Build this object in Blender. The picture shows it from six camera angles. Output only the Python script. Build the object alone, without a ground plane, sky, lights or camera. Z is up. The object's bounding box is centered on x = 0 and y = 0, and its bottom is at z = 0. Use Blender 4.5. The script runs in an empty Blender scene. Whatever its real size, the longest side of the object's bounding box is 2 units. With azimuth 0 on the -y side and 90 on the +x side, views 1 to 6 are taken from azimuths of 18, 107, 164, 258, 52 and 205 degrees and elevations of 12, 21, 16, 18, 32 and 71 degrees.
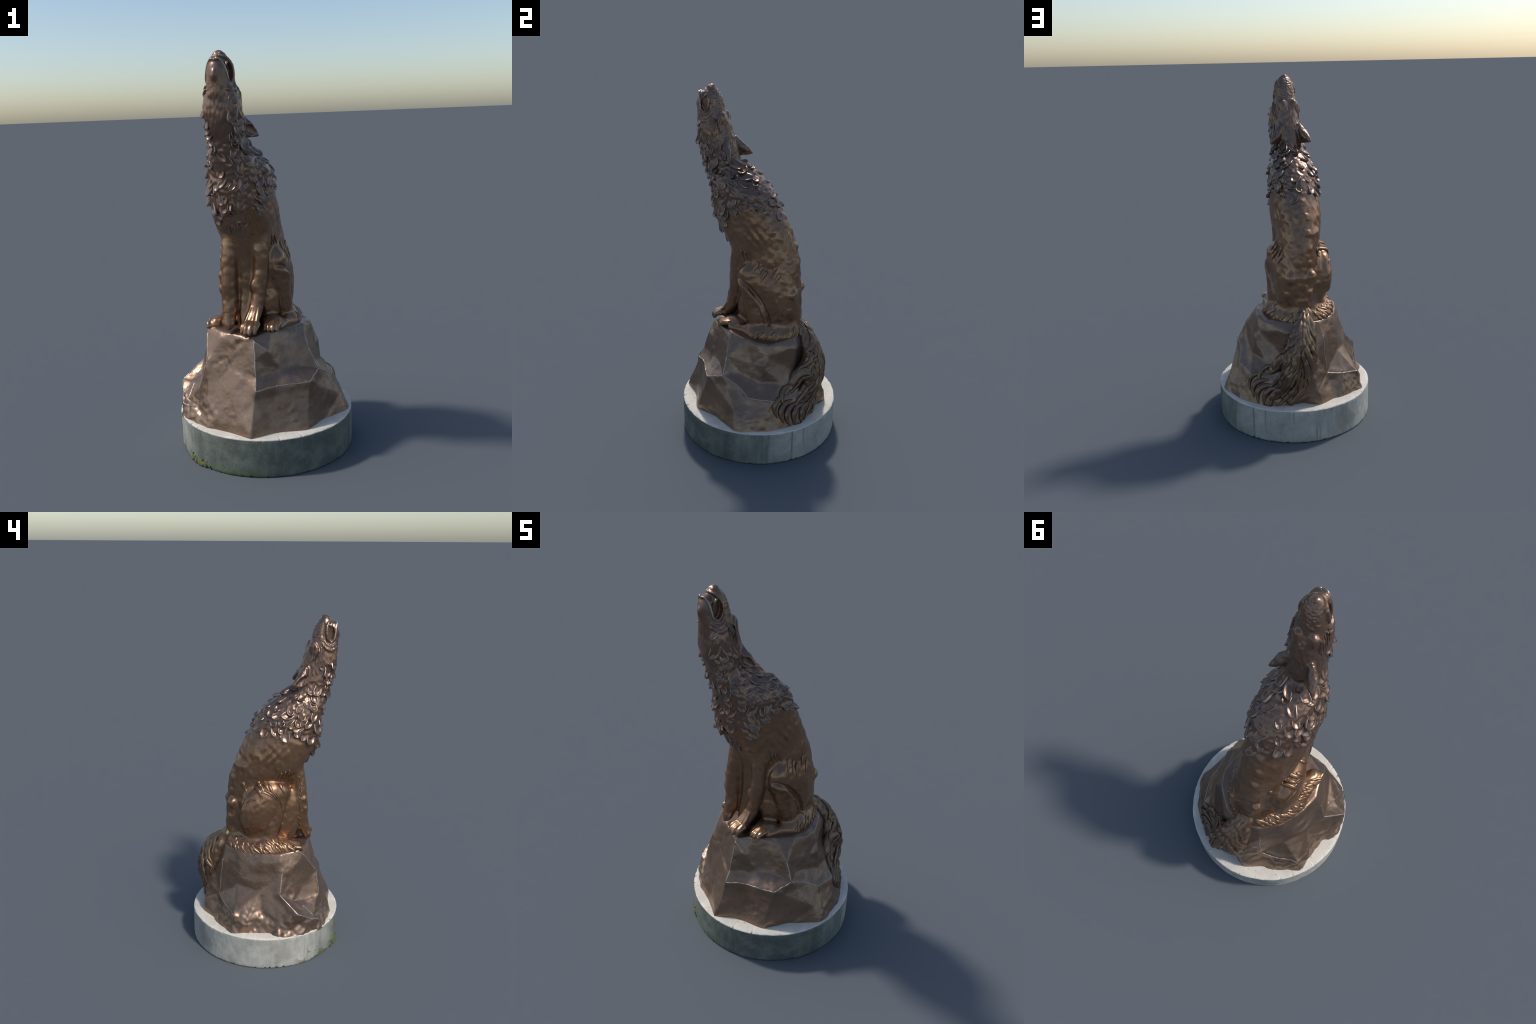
"""A cast-bronze wolf sitting on a faceted rock and howling at the sky, on a round concrete plinth."""
import bpy, bmesh, math, random
import numpy as np
from mathutils import Vector, Matrix, noise
from mathutils.bvhtree import BVHTree
from mathutils.geometry import delaunay_2d_cdt

rng = random.Random(7)
scene_collection = bpy.context.scene.collection


# ------------------------------------------------------------------ helpers
def new_object(name, mesh, parent, material=None):
    obj = bpy.data.objects.new(name, mesh)
    scene_collection.objects.link(obj)
    obj.parent = parent
    if material is not None and not mesh.materials:
        mesh.materials.append(material)
    return obj


def mesh_from(name, verts, faces, smooth=True):
    mesh = bpy.data.meshes.new(name)
    mesh.from_pydata([tuple(map(float, v)) for v in verts], [], [tuple(map(int, f)) for f in faces])
    mesh.update()
    if smooth:
        mesh.polygons.foreach_set("use_smooth", [True] * len(mesh.polygons))
    return mesh


def spline(points, count):
    """Catmull-Rom through rows of numbers."""
    p = np.asarray(points, float)
    n = len(p)
    t = np.linspace(0, n - 1, count)
    i = np.clip(t.astype(int), 0, n - 2)
    u = (t - i)[:, None]
    a, b, c, d = p[np.maximum(i - 1, 0)], p[i], p[i + 1], p[np.minimum(i + 2, n - 1)]
    return 0.5 * (2 * b + (c - a) * u + (2 * a - 5 * b + 4 * c - d) * u ** 2 + (3 * b - a - 3 * c + d) * u ** 3)


def smoothstep(a, b, x):
    t = np.clip((np.asarray(x, float) - a) / (b - a), 0, 1)
    return t * t * (3 - 2 * t)


# ------------------------------------------------------------------ sculpting field (implicit surfaces)
class Clay:
    """A block of signed distance values: add and carve soft forms, then skin it with surface nets."""

    def __init__(self, low, high, step):
        self.low, self.step = np.array(low, np.float32), step
        self.shape = tuple(int(math.ceil((h - l) / step)) + 1 for l, h in zip(low, high))
        self.f = np.full(self.shape, 0.08, np.float32)

    def box(self, low, high):
        a = [max(0, int((l - o) / self.step)) for l, o in zip(low, self.low)]
        b = [min(n, int((h - o) / self.step) + 2) for h, o, n in zip(high, self.low, self.shape)]
        axes = [self.low[i] + self.step * np.arange(a[i], b[i], dtype=np.float32) for i in range(3)]
        return tuple(slice(i, j) for i, j in zip(a, b)), np.meshgrid(*axes, indexing="ij", sparse=True)

    def blend(self, where, d, k):
        old = self.f[where]
        h = np.maximum(k - np.abs(old - d), 0) / k
        self.f[where] = np.minimum(old, d) - h * h * k * 0.25

    def carve(self, where, d, k):
        old = self.f[where]
        h = np.maximum(k - np.abs(old + d), 0) / k
        self.f[where] = np.maximum(old, -d) + h * h * k * 0.25

    def limb(self, points, k=0.015, count=None, flat=(1, 1, 1), cut=False):
        """A tube through (x, y, z, radius) points."""
        pts = spline(points, count or (len(points) * 4)) if len(points) > 2 else np.asarray(points, float)
        rmax = pts[:, 3].max()
        m = rmax + k + 3 * self.step
        where, (X, Y, Z) = self.box(pts[:, :3].min(0) - m * 1.5, pts[:, :3].max(0) + m * 1.5)
        best = None
        for p, q in zip(pts[:-1], pts[1:]):
            v = (q - p)[:3]
            L = float(v @ v) + 1e-12
            t = np.clip(((X - p[0]) * v[0] + (Y - p[1]) * v[1] + (Z - p[2]) * v[2]) / L, 0, 1)
            d = np.sqrt(((X - p[0] - v[0] * t) / flat[0]) ** 2 + ((Y - p[1] - v[1] * t) / flat[1]) ** 2
                        + ((Z - p[2] - v[2] * t) / flat[2]) ** 2) - (p[3] + (q[3] - p[3]) * t)
            best = d if best is None else np.minimum(best, d)
        (self.carve if cut else self.blend)(where, best.astype(np.float32), k)

    def egg(self, centre, radii, axis=(0, 0, 1), side=(1, 0, 0), k=0.015, cut=False, keep=None):
        """An ellipsoid: radii along side, across, and axis."""
        w = Vector(axis).normalized()
        u = Vector(side)
        u = (u - w * u.dot(w)).normalized()
        v = w.cross(u)
        m = max(radii) + k + 3 * self.step
        where, (X, Y, Z) = self.box([c - m for c in centre], [c + m for c in centre])
        dx, dy, dz = X - centre[0], Y - centre[1], Z - centre[2]
        q = [(dx * e.x + dy * e.y + dz * e.z) for e in (u, v, w)]
        k0 = np.sqrt(sum((c / r) ** 2 for c, r in zip(q, radii)))
        k1 = np.sqrt(sum((c / r ** 2) ** 2 for c, r in zip(q, radii))) + 1e-9
        d = k0 * (k0 - 1) / k1
        if keep is not None:
            d = np.maximum(d, keep(X, Y, Z))
        (self.carve if cut else self.blend)(where, d.astype(np.float32), k)

    def column(self, table, low, high, power=2.2, taper=0.0):
        """A standing form with one oval per height: rows of z, centre x, centre y, half width, half depth, sideways slant of the fore-and-aft line."""
        tab = np.asarray(table, float)
        a = int(max(0, (low - self.low[2]) / self.step))
        b = int(min(self.shape[2], (high - self.low[2]) / self.step))
        zs = self.low[2] + self.step * np.arange(a, b)
        fine = spline(tab, 400)
        cx, cy, ha, hb, yaw = (np.interp(zs, fine[:, 0], fine[:, i]).astype(np.float32)[None, None, :] for i in (1, 2, 3, 4, 5))
        X = (self.low[0] + self.step * np.arange(self.shape[0], dtype=np.float32))[:, None, None]
        Y = (self.low[1] + self.step * np.arange(self.shape[1], dtype=np.float32))[None, :, None]
        v = (Y - cy) / hb
        u = (X - cx - yaw * (Y - cy)) / (ha * (1 - taper * np.clip(v, -1, 1)))
        d = ((np.abs(u) ** power + np.abs(v) ** power) ** (1 / power) - 1) * np.minimum(ha, hb)
        Zg = zs.astype(np.float32)[None, None, :]
        d = np.maximum(d, np.maximum(tab[0, 0] - Zg, Zg - tab[-1, 0]))
        self.blend((slice(None), slice(None), slice(a, b)), d, 0.03)

    def skin(self):
        """Naive surface nets."""
        f, (nx, ny, nz) = self.f, self.shape
        inside = f < 0
        corners = [(i, j, k) for i in (0, 1) for j in (0, 1) for k in (0, 1)]
        cut = lambda A, c: A[c[0]:nx - 1 + c[0], c[1]:ny - 1 + c[1], c[2]:nz - 1 + c[2]]
        total = sum(cut(inside, c).astype(np.int8) for c in corners)
        cells = np.argwhere((total > 0) & (total < 8))
        index = np.full((nx - 1, ny - 1, nz - 1), -1, np.int32)
        index[tuple(cells.T)] = np.arange(len(cells))
        val = {c: f[tuple((cells + c).T)] for c in corners}
        acc, cnt = np.zeros((len(cells), 3)), np.zeros(len(cells))
        for c in corners:
            for ax in range(3):
                if c[ax] == 0:
                    e = list(c)
                    e[ax] = 1
                    va, vb = val[c], val[tuple(e)]
                    hit = (va < 0) != (vb < 0)
                    t = np.where(hit, va / np.where(hit, va - vb, 1), 0)
                    p = np.tile(np.array(c, float), (len(cells), 1))
                    p[:, ax] += t
                    acc[hit] += p[hit]
                    cnt[hit] += 1
        verts = self.low + self.step * (cells + acc / cnt[:, None])
        faces = []
        for ax in range(3):
            b, c = (ax + 1) % 3, (ax + 2) % 3
            lo = [slice(None)] * 3
            hi = [slice(None)] * 3
            lo[ax], hi[ax] = slice(0, -1), slice(1, None)
            A, B = inside[tuple(lo)], inside[tuple(hi)]
            at = np.argwhere(A != B)
            at = at[(at[:, b] > 0) & (at[:, c] > 0) & (at[:, b] < self.shape[b] - 1) & (at[:, c] < self.shape[c] - 1)]
            flip = A[tuple(at.T)]
            quad = []
            for db, dc in ((-1, -1), (0, -1), (0, 0), (-1, 0)):
                o = at.copy()
                o[:, b] += db
                o[:, c] += dc
                quad.append(index[tuple(o.T)])
            quad = np.stack(quad, 1)
            quad[~flip] = quad[~flip][:, ::-1]
            faces.append(quad)
        return verts, np.concatenate(faces)


def vertex_normals(verts, faces):
    n = np.zeros_like(verts)
    fn = np.cross(verts[faces[:, 2]] - verts[faces[:, 0]], verts[faces[:, 3]] - verts[faces[:, 1]])
    for i in range(4):
        np.add.at(n, faces[:, i], fn)
    return n / (np.linalg.norm(n, axis=1)[:, None] + 1e-12)


def relax(verts, faces, rounds):
    for _ in range(rounds):
        s, c = np.zeros_like(verts), np.zeros(len(verts))
        for i in range(4):
            for j in (1, 3):
                np.add.at(s, faces[:, i], verts[faces[:, (i + j) % 4]])
                np.add.at(c, faces[:, i], 1)
        verts = 0.5 * verts + 0.5 * s / c[:, None]
    return verts


def lumps(verts, size, seed):
    o = Vector((seed * 3.1, seed * 1.7, seed * 5.3))
    return np.array([noise.noise(Vector(v) / size + o) for v in verts])


# ------------------------------------------------------------------ materials
def nodes_of(name):
    mat = bpy.data.materials.new(name)
    mat.use_nodes = True
    nt = mat.node_tree
    nt.nodes.clear()
    out = nt.nodes.new("ShaderNodeOutputMaterial")
    bsdf = nt.nodes.new("ShaderNodeBsdfPrincipled")
    nt.links.new(bsdf.outputs[0], out.inputs[0])
    return mat, nt, bsdf


class Nodes:
    def __init__(self, nt):
        self.nt = nt

    def put(self, socket, value):
        if hasattr(value, "is_output"):
            self.nt.links.new(value, socket)
        else:
            socket.default_value = value

    def noise(self, vector, scale, detail=4, rough=0.55, out="Fac"):
        n = self.nt.nodes.new("ShaderNodeTexNoise")
        self.put(n.inputs["Vector"], vector)
        n.inputs["Scale"].default_value, n.inputs["Detail"].default_value, n.inputs["Roughness"].default_value = scale, detail, rough
        return n.outputs[out]

    def math(self, op, a, b=0.0, clamp=False):
        n = self.nt.nodes.new("ShaderNodeMath")
        n.operation, n.use_clamp = op, clamp
        self.put(n.inputs[0], a)
        self.put(n.inputs[1], b)
        return n.outputs[0]

    def ramp(self, value, low, high, a=0.0, b=1.0):
        n = self.nt.nodes.new("ShaderNodeMapRange")
        n.interpolation_type = "SMOOTHSTEP"
        for s, v in zip(("Value", "From Min", "From Max", "To Min", "To Max"), (value, low, high, a, b)):
            self.put(n.inputs[s], v)
        return n.outputs[0]

    def mix(self, fac, a, b, kind="MIX"):
        n = self.nt.nodes.new("ShaderNodeMix")
        n.data_type, n.blend_type = "RGBA", kind
        self.put(n.inputs[0], fac)
        self.put(n.inputs[6], a if hasattr(a, "is_output") else (*a, 1))
        self.put(n.inputs[7], b if hasattr(b, "is_output") else (*b, 1))
        return n.outputs[2]

    def place(self):
        g = self.nt.nodes.new("ShaderNodeNewGeometry")
        s = self.nt.nodes.new("ShaderNodeSeparateXYZ")
        self.nt.links.new(g.outputs["Position"], s.inputs[0])
        return g.outputs["Position"], s.outputs[0], s.outputs[1], s.outputs[2], g.outputs["Pointiness"]

    def stretch(self, vector, scale):
        n = self.nt.nodes.new("ShaderNodeMapping")
        self.put(n.inputs["Vector"], vector)
        n.inputs["Scale"].default_value = scale
        return n.outputs[0]

    def bump(self, bsdf, height, strength, distance):
        n = self.nt.nodes.new("ShaderNodeBump")
        n.inputs["Strength"].default_value, n.inputs["Distance"].default_value = strength, distance
        self.put(n.inputs["Height"], height)
        self.nt.links.new(n.outputs[0], bsdf.inputs["Normal"])


def bronze(name, base, warm, cool, edge, edge_amount, grain=90, metal=0.75, rough=0.42, upper=None):
    mat, nt, bsdf = nodes_of(name)
    N = Nodes(nt)
    P, x, y, z, point = N.place()
    large, mid, fine = N.noise(P, 5, 3), N.noise(P, 17, 4), N.noise(P, grain, 3)
    col = N.mix(N.ramp(large, 0.38, 0.62), base, warm)
    col = N.mix(N.ramp(mid, 0.45, 0.72, 0, 0.75), col, cool)
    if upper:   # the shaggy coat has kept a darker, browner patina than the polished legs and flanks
        shag = N.mix(N.ramp(mid, 0.45, 0.72, 0, 0.75), N.mix(N.ramp(large, 0.38, 0.62), upper[0], upper[1]), upper[2])
        edge_of_coat = N.math("ADD", z, N.math("MULTIPLY", N.math("SUBTRACT", large, 0.5), 0.35))
        col = N.mix(N.ramp(edge_of_coat, 1.20, 1.42), col, shag)
    col = N.mix(N.ramp(fine, 0.35, 0.7, 0, 0.25), col, tuple(c * 0.6 for c in base))
    edge_mask = N.ramp(N.math("ADD", point, N.math("MULTIPLY", N.math("SUBTRACT", mid, 0.5), 0.06)), 0.53, 0.62)  # mask for a paler colour on convex edges, broken up by noise
    col = N.mix(N.math("MULTIPLY", edge_mask, edge_amount), col, edge)
    N.put(bsdf.inputs["Base Color"], col)
    bsdf.inputs["Metallic"].default_value = metal
    N.put(bsdf.inputs["Roughness"], N.ramp(mid, 0.3, 0.7, rough - 0.07, rough + 0.10))
    N.bump(bsdf, N.math("ADD", N.math("MULTIPLY", mid, 0.6), N.math("MULTIPLY", fine, 0.25)), 0.22, 0.004)
    return mat


rock_bronze = bronze("rock_bronze", (0.240, 0.156, 0.108), (0.280, 0.188, 0.135), (0.200, 0.142, 0.110), (0.62, 0.55, 0.50), 0.8, metal=.8, rough=.35)
mane_tone = ((0.210, 0.133, 0.096), (0.255, 0.158, 0.112), (0.170, 0.132, 0.116))
hide_bronze = bronze("hide_bronze", (0.285, 0.158, 0.092), (0.320, 0.192, 0.112), (0.225, 0.126, 0.080), (0.58, 0.50, 0.45), 0.6, metal=.8, rough=.32, upper=mane_tone)
mane_bronze = bronze("mane_bronze", *mane_tone, (0.60, 0.55, 0.52), 0.38, metal=.8, rough=.32)
head_bronze = hide_bronze
pale_bronze = bronze("pale_bronze", (0.40, 0.32, 0.26), (0.46, 0.37, 0.30), (0.36, 0.31, 0.28), (0.60, 0.53, 0.48), 0.5, metal=.8, rough=.33)  # paler bronze putting lit edge lines into the colour of ridges and lips
tail_bronze = bronze("tail_bronze", (0.205, 0.128, 0.088), (0.250, 0.170, 0.105), (0.170, 0.120, 0.095), (0.60, 0.53, 0.50), 0.6, metal=.8, rough=.37)


def concrete():
    mat, nt, bsdf = nodes_of("weathered_concrete")
    N = Nodes(nt)
    P, x, y, z, point = N.place()
    flat = N.stretch(P, (1, 1, 0.12))
    streak, mid, fine = N.noise(flat, 14, 5, 0.65), N.noise(P, 11, 5, 0.6), N.noise(P, 160, 3, 0.6)
    side = N.mix(N.ramp(mid, 0.35, 0.7), (0.37, 0.365, 0.325), (0.50, 0.475, 0.415))
    side = N.mix(N.ramp(streak, 0.48, 0.72, 0, 0.6), side, (0.20, 0.21, 0.18))
    blot = N.noise(P, 6, 5, 0.65)
    side = N.mix(N.ramp(blot, 0.50, 0.66, 0, 0.55), side, (0.24, 0.225, 0.175))
    run = N.noise(N.stretch(P, (1, 1, 0.03)), 34, 2, 0.5)
    side = N.mix(N.math("MULTIPLY", N.ramp(run, 0.63, 0.78, 0, 0.8), N.ramp(mid, 0.38, 0.6)), side, (0.10, 0.105, 0.075))
    # green algae plus painted-in shade darkening the front and right flank, with running streaks
    algae_shade = N.math("ADD", N.math("MULTIPLY", y, -1.0), N.math("MULTIPLY", x, 0.55))
    algae_shade = N.math("ADD", algae_shade, N.math("MULTIPLY", N.math("SUBTRACT", streak, 0.5), 0.5))
    side = N.mix(N.ramp(algae_shade, -0.2, 0.34, 0, 0.93), side, N.mix(N.ramp(mid, .35, .65), (0.045, 0.064, 0.050), (0.115, 0.135, 0.108)))
    moss = N.math("SUBTRACT", N.noise(P, 22, 5, 0.6), N.math("MULTIPLY", z, 3.2))
    moss = N.math("MULTIPLY", N.ramp(moss, 0.36, 0.5), N.ramp(N.math("SUBTRACT", N.math("MULTIPLY", y, -1.0), N.math("MULTIPLY", x, 0.6)), 0.3, 0.44))
    side = N.mix(moss, side, (0.07, 0.10, 0.03))
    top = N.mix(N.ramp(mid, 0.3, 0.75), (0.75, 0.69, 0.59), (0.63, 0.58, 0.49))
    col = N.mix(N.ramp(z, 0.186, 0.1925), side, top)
    pits = N.ramp(N.noise(P, 75, 2, 0.5), 0.68, 0.74)
    col = N.mix(N.math("MULTIPLY", pits, 0.6), col, (0.12, 0.115, 0.10))
    col = N.mix(N.ramp(fine, 0.3, 0.75, 0.0, 0.22), col, (0.3, 0.29, 0.26))
    N.put(bsdf.inputs["Base Color"], col)
    bsdf.inputs["Roughness"].default_value = 0.85
    N.bump(bsdf, N.math("SUBTRACT", N.math("MULTIPLY", fine, 0.5), pits), 0.35, 0.004)
    return mat


# ------------------------------------------------------------------ the thing
statue = bpy.data.objects.new("howling_wolf_statue", None)
scene_collection.objects.link(statue)
statue["label"] = "dark bronze howling wolf seated on rock, round concrete plinth"
statue["category"] = "animal statue"


# ------------------------------------------------------------------ plinth
def build_plinth():
    R, H, around = 0.455, 0.193, 720
    verts, faces = [], []
    rows = [(0.0, 0.993), (0.004, 0.998), (0.012, 1.0)] + [(0.012 + 0.172 * i / 12, 1.0) for i in range(1, 12)] + [(H - 0.007, 1.0), (H - 0.003, 0.998), (H, 0.991), (H, 0.95), (H, 0.85), (H, 0.5)]
    for r, (z, s) in enumerate(rows):
        for i in range(around):
            a = 2 * math.pi * i / around
            d = Vector((math.cos(a), math.sin(a), 0))
            rad = R * s
            p = d * rad
            if z < H - 0.002:
                rad += 0.003 * noise.noise(Vector((p.x * 6, p.y * 6, z * 6))) + 0.0014 * noise.noise(Vector((p.x * 40, p.y * 40, z * 40)))
            zz = z
            if z < 0.02:   # crumbled lower edge
                chip = max(0.0, noise.noise(d * 22) * 0.011 + noise.noise(d * 61) * 0.007 - 0.001)
                zz = z + chip * (1 - z / 0.02)
            if z >= H - 0.004:   # nicked rim
                zz -= max(0, noise.noise(d * 30 + Vector((4, 1, 7))) - 0.42) * 0.022 * (1 if s > 0.97 else 0)
                rad -= max(0, noise.noise(d * 17 + Vector((9, 3, 2))) - 0.42) * 0.022 * (1 if s > 0.97 else 0)
            verts.append((d.x * rad, d.y * rad, zz))
    n = len(rows)
    for r in range(n - 1):
        for i in range(around):
            j = (i + 1) % around
            faces.append((r * around + i, r * around + j, (r + 1) * around + j, (r + 1) * around + i))
    verts.append((0, 0, H))
    faces += [((n - 1) * around + i, (n - 1) * around + (i + 1) % around, len(verts) - 1) for i in range(around)]
    verts.append((0, 0, 0.012))
    faces += [((i + 1) % around, i, len(verts) - 1) for i in range(around)]
    mesh = mesh_from("plinth", verts, faces)
    mesh.set_sharp_from_angle(angle=math.radians(40))
    plinth = new_object("plinth", mesh, statue, concrete())
    # clump of moss at the foot of the plinth
    verts, faces = [], []
    mat, nt, bsdf = nodes_of("moss")
    N = Nodes(nt)
    P = N.place()[0]
    N.put(bsdf.inputs["Base Color"], N.mix(N.ramp(N.noise(P, 60, 4), 0.4, 0.65), (0.05, 0.085, 0.03), (0.17, 0.13, 0.045)))
    bsdf.inputs["Roughness"].default_value = 0.9
    clay = Clay((-.33, -.49, -.004), (-.14, -.34, .09), .0025)
    for k in range(44):
        a = math.radians(-121 + rng.gauss(0, 4.5))
        h = abs(rng.gauss(0, .015)) + .002
        r = rng.uniform(.004, .009) * (1.3 if h < .015 else .8)
        clay.egg((math.cos(a) * (R - .001), math.sin(a) * (R - .001), h), (r, r, r * 1.2), k=.006)
    verts, faces = clay.skin()
    verts = verts + vertex_normals(verts, faces) * (lumps(verts, .006, 3) * .0022)[:, None]
    verts[:, 2] = np.maximum(verts[:, 2], .0008)
    moss = new_object("moss", mesh_from("moss", verts, faces), plinth, mat)
    moss["kind"] = "stuff"


build_plinth()


# ------------------------------------------------------------------ rock
rock_lines = []
soft_crest = {('dup', 'rec0'), ('rec', 'rec2'), ('f', 'f2'), ('g', 'g3'), ('bmid', 'btop')}


def build_rock():
    z0 = 0.186
    foot = [(.443, -.005), (.438, .053), (.41, .12), (.385, .19), (.335, .25), (.265, .315), (.195, .345), (.12, .345), (.065, .344), (.01, .385), (-.033, .402),
            (-.133, .354), (-.19, .355), (-.265, .318), (-.338, .283), (-.36, .18), (-.376, .07), (-.44, .02), (-.444, -.05), (-.436, -.14), (-.372, -.27),
            (-.29, -.325), (-.21, -.37), (-.075, -.395), (.055, -.448), (.115, -.375), (.20, -.33), (.290, -.290), (.318, -.22), (.34, -.155), (.40, -.07)]
    rim = [(.035, -.268, .652), (.108, -.212, .664), (.188, -.104, .660), (.222, -.02, .655), (.235, .05, .645), (.215, .13, .635), (.12, .235, .65), (.03, .265, .66), (-.07, .262, .645),
           (-.165, .195, .64), (-.24, .07, .64), (-.272, -.03, .645), (-.25, -.145, .655), (-.18, -.20, .65), (-.10, -.245, .65)]
    flank = dict(
        A=(.062, -.364, .404), A2=(.052,-.326,.462), A3=(.045,-.305,.54), AB=(.143, -.290, .412), pan=(.160, -.238, .475), pan2=(.228, -.175, .48), B=(.309, -.113, .450), B2=(.294, -.213, .419), C=(.347, .050, .358), BC=(.318, -.03, .412), D0=(.318, .183, .347),
        atop=(.036, -.285, .629), btop=(.206, -.116, .632), aside=(.097, -.270, .584), bmid=(.262, -.108, .55), h=(.270, .042, .53), hm=(.284, -.03, .465), ledge=(.245, .123, .575), ledge2=(.275, .11, .53),
        cd=(.288, .100, .43), scoop=(.245, .195, .42), dlow=(.388, .14, .255), clow=(.418, .03, .25), cmid=(.400, -.02, .285), tuft=(.14, .262, .60), tailu=(.05, .30, .60), tailu2=(.155, .258, .46), tailm=(.06, .325, .44), taill=(.20, .315, .32),
        tr=(.0, .386, .35), trm=(-.03, .338, .46), trl=(-.055, .352, .36), f0=(-.088, .287, .56), f=(-.10, .306, .34), f2=(-.03, .392, .258), fin=(-.015, .390, .272), g=(-.307, .259, .299), gmid=(-.20, .292, .315), g3=(-.345, .185, .275), g4=(-.345, .10, .25), notch=(-.205, .226, .437), notch2=(-.21, .21, .50),
        lipl=(-.165, .218, .575), lipr=(-.262, .075, .585), liprr=(-.287, -.026, .605), wallm=(-.29, .10, .42), d=(-.338, -.008, .417), dup=(-.305, -.03, .53), dl=(-.428, -.097, .327), dm=(-.405, -.165, .285), dr=(-.370, -.238, .250),
        rec=(-.325, -.10, .36), rec0=(-.288, -.10, .56), rec2=(-.345, -.15, .335), rec3=(-.36, -.215, .265), e=(-.222, -.258, .496), e0=(-.250, -.170, .622), elow=(-.262, -.268, .36), elow2=(-.27, -.30, .26), e3=(-.205, -.325, .32),
        fl=(-.16, -.235, .62), fm=(-.08, -.30, .48), fm2=(-.07, -.358, .34), base_l=(-.425, -.05, .225), l1=(-.40, .02, .235), foot_e=(-.15, -.368, .25))
    pts = [(x, y, z0) for x, y in foot] + list(flank.values()) + rim
    key = list(flank)
    ix = {k: len(foot) + i for i, k in enumerate(key)}
    crest = [("A", "AB"), ("AB", "B2"), ("B2", "B"), ("B", "BC"), ("BC", "C"), ("A", "A2"), ("A2", "A3"), ("A3", "atop"), ("B", "bmid"), ("bmid", "btop"), ("C", "D0"), ("f0", "f"), ("f", "gmid"), ("gmid", "g"), ("f", "f2"),
             ("d", "dl"), ("dl", "dm"), ("dm", "dr"), ("d", "dup"), ("e0", "e"), ("e", "elow"), ("atop", "aside"), ("dup", "rec0"), ("rec", "rec2"), ("rec2", "rec3"), ("g", "g3")]
    proud = {k for pair in crest for k in pair} - {'f2', 'g3', 'rec', 'rec2', 'rec3', 'dup', 'rec0', 'btop', 'atop', 'e0', 'f0'}
    for k in proud:
        x, y, z = pts[ix[k]]
        r = math.hypot(x, y)
        pts[ix[k]] = (x * (1 + .006 / r), y * (1 + .006 / r), z)
    # unwrap by bearing so that the facets can be found by triangulation, then fold back into space
    ang = [math.atan2(p[1], p[0]) for p in pts]
    n = len(pts)
    flat, owner = [], []
    for turn in (-1, 0, 1):
        for i, p in enumerate(pts):
            flat.append(Vector(((ang[i] + turn * 2 * math.pi) * 0.33, p[2] * 1.05)))
            owner.append(i)
    edges = []
    for t in range(3):
        edges += [(t * n + ix[a], t * n + ix[b]) for a, b in crest if abs(ang[ix[a]] - ang[ix[b]]) < 2]
    order = sorted(range(len(foot)), key=lambda i: ang[i])
    ro = sorted(range(n - len(rim), n), key=lambda i: ang[i])
    for ring in (order, ro):
        seq = [t * n + i for t in range(3) for i in ring]
        edges += list(zip(seq[:-1], seq[1:]))
    v2, _, tri, orig, _, _ = delaunay_2d_cdt(flat, edges, [], 0, 1e-6)
    back = [owner[o[0]] if o else -1 for o in orig]
    faces = set()
    rimset, footset = set(ro), set(order)
    for t in tri:
        xs = sum(v2[i].x for i in t) / 3
        if not (-math.pi * 0.33 <= xs < math.pi * 0.33):
            continue
        f = [back[i] for i in t]
        if -1 in f or len(set(f)) < 3 or set(f) <= rimset or set(f) <= footset:
            continue
        faces.add(tuple(f))
    verts = list(pts) + [(-.02, .0, .665), (0, 0, z0)]
    faces = list(faces)
    faces += [(ro[i], ro[(i + 1) % len(ro)], n) for i in range(len(ro))]
    faces += [(order[(i + 1) % len(order)], order[i], n + 1) for i in range(len(order))]
    bm = bmesh.new()
    bv = [bm.verts.new(v) for v in verts]
    for f in faces:
        try:
            bm.faces.new([bv[i] for i in f])
        except ValueError:
            pass
    bmesh.ops.recalc_face_normals(bm, faces=bm.faces)
    for target in (0.08, 0.04, 0.02, 0.01, 0.0062):
        long_edges = [e for e in bm.edges if e.calc_length() > target]
        bmesh.ops.subdivide_edges(bm, edges=long_edges, cuts=1, use_grid_fill=False)
        bmesh.ops.triangulate(bm, faces=[f for f in bm.faces if len(f.verts) > 3])
    P = np.array([v.co[:] for v in bm.verts])
    far = np.full(len(P), 9.0)
    for a, b in crest:
        p, q = np.array(pts[ix[a]]), np.array(pts[ix[b]])
        t = np.clip(((P - p) @ (q - p)) / ((q - p) @ (q - p)), 0, 1)
        far = np.minimum(far, np.linalg.norm(P - p - t[:, None] * (q - p), axis=1))
    vs = list(bm.verts)
    free = P[:, 2] > z0 + .001
    for reach in (.0, .012, .012, .018, .018, .024, .024, .03, .03, .03):
        bmesh.ops.smooth_vert(bm, verts=[v for v, d, k in zip(vs, far, free) if d >= reach and k], factor=0.5, use_axis_x=True, use_axis_y=True, use_axis_z=True)
    bm.normal_update()
    moves = []
    scoop = smoothstep(0, .05, far) * smoothstep(z0 + .02, z0 + .16, P[:, 2]) * (1 - smoothstep(.50, .63, P[:, 2]))
    for v, sc in zip(vs, scoop):
        p = v.co
        side = 1 - max(0.0, v.normal.z) * 0.3
        h = 0.0045 * noise.noise(p * 9) + 0.0022 * noise.noise(p * 22 + Vector((3, 3, 3))) + 0.0006 * noise.noise(p * 70)
        rough = max(0.0, noise.noise(p * 7 + Vector((8, 2, 5))) - .1)
        h += rough * 0.010 * noise.noise(p * 34 + Vector((1, 9, 4)))
        craggy = max(0.0, min(1.0, (-p.x - .12) / .12)) * max(0.0, min(1.0, (.36 - p.z) / .08))
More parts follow.
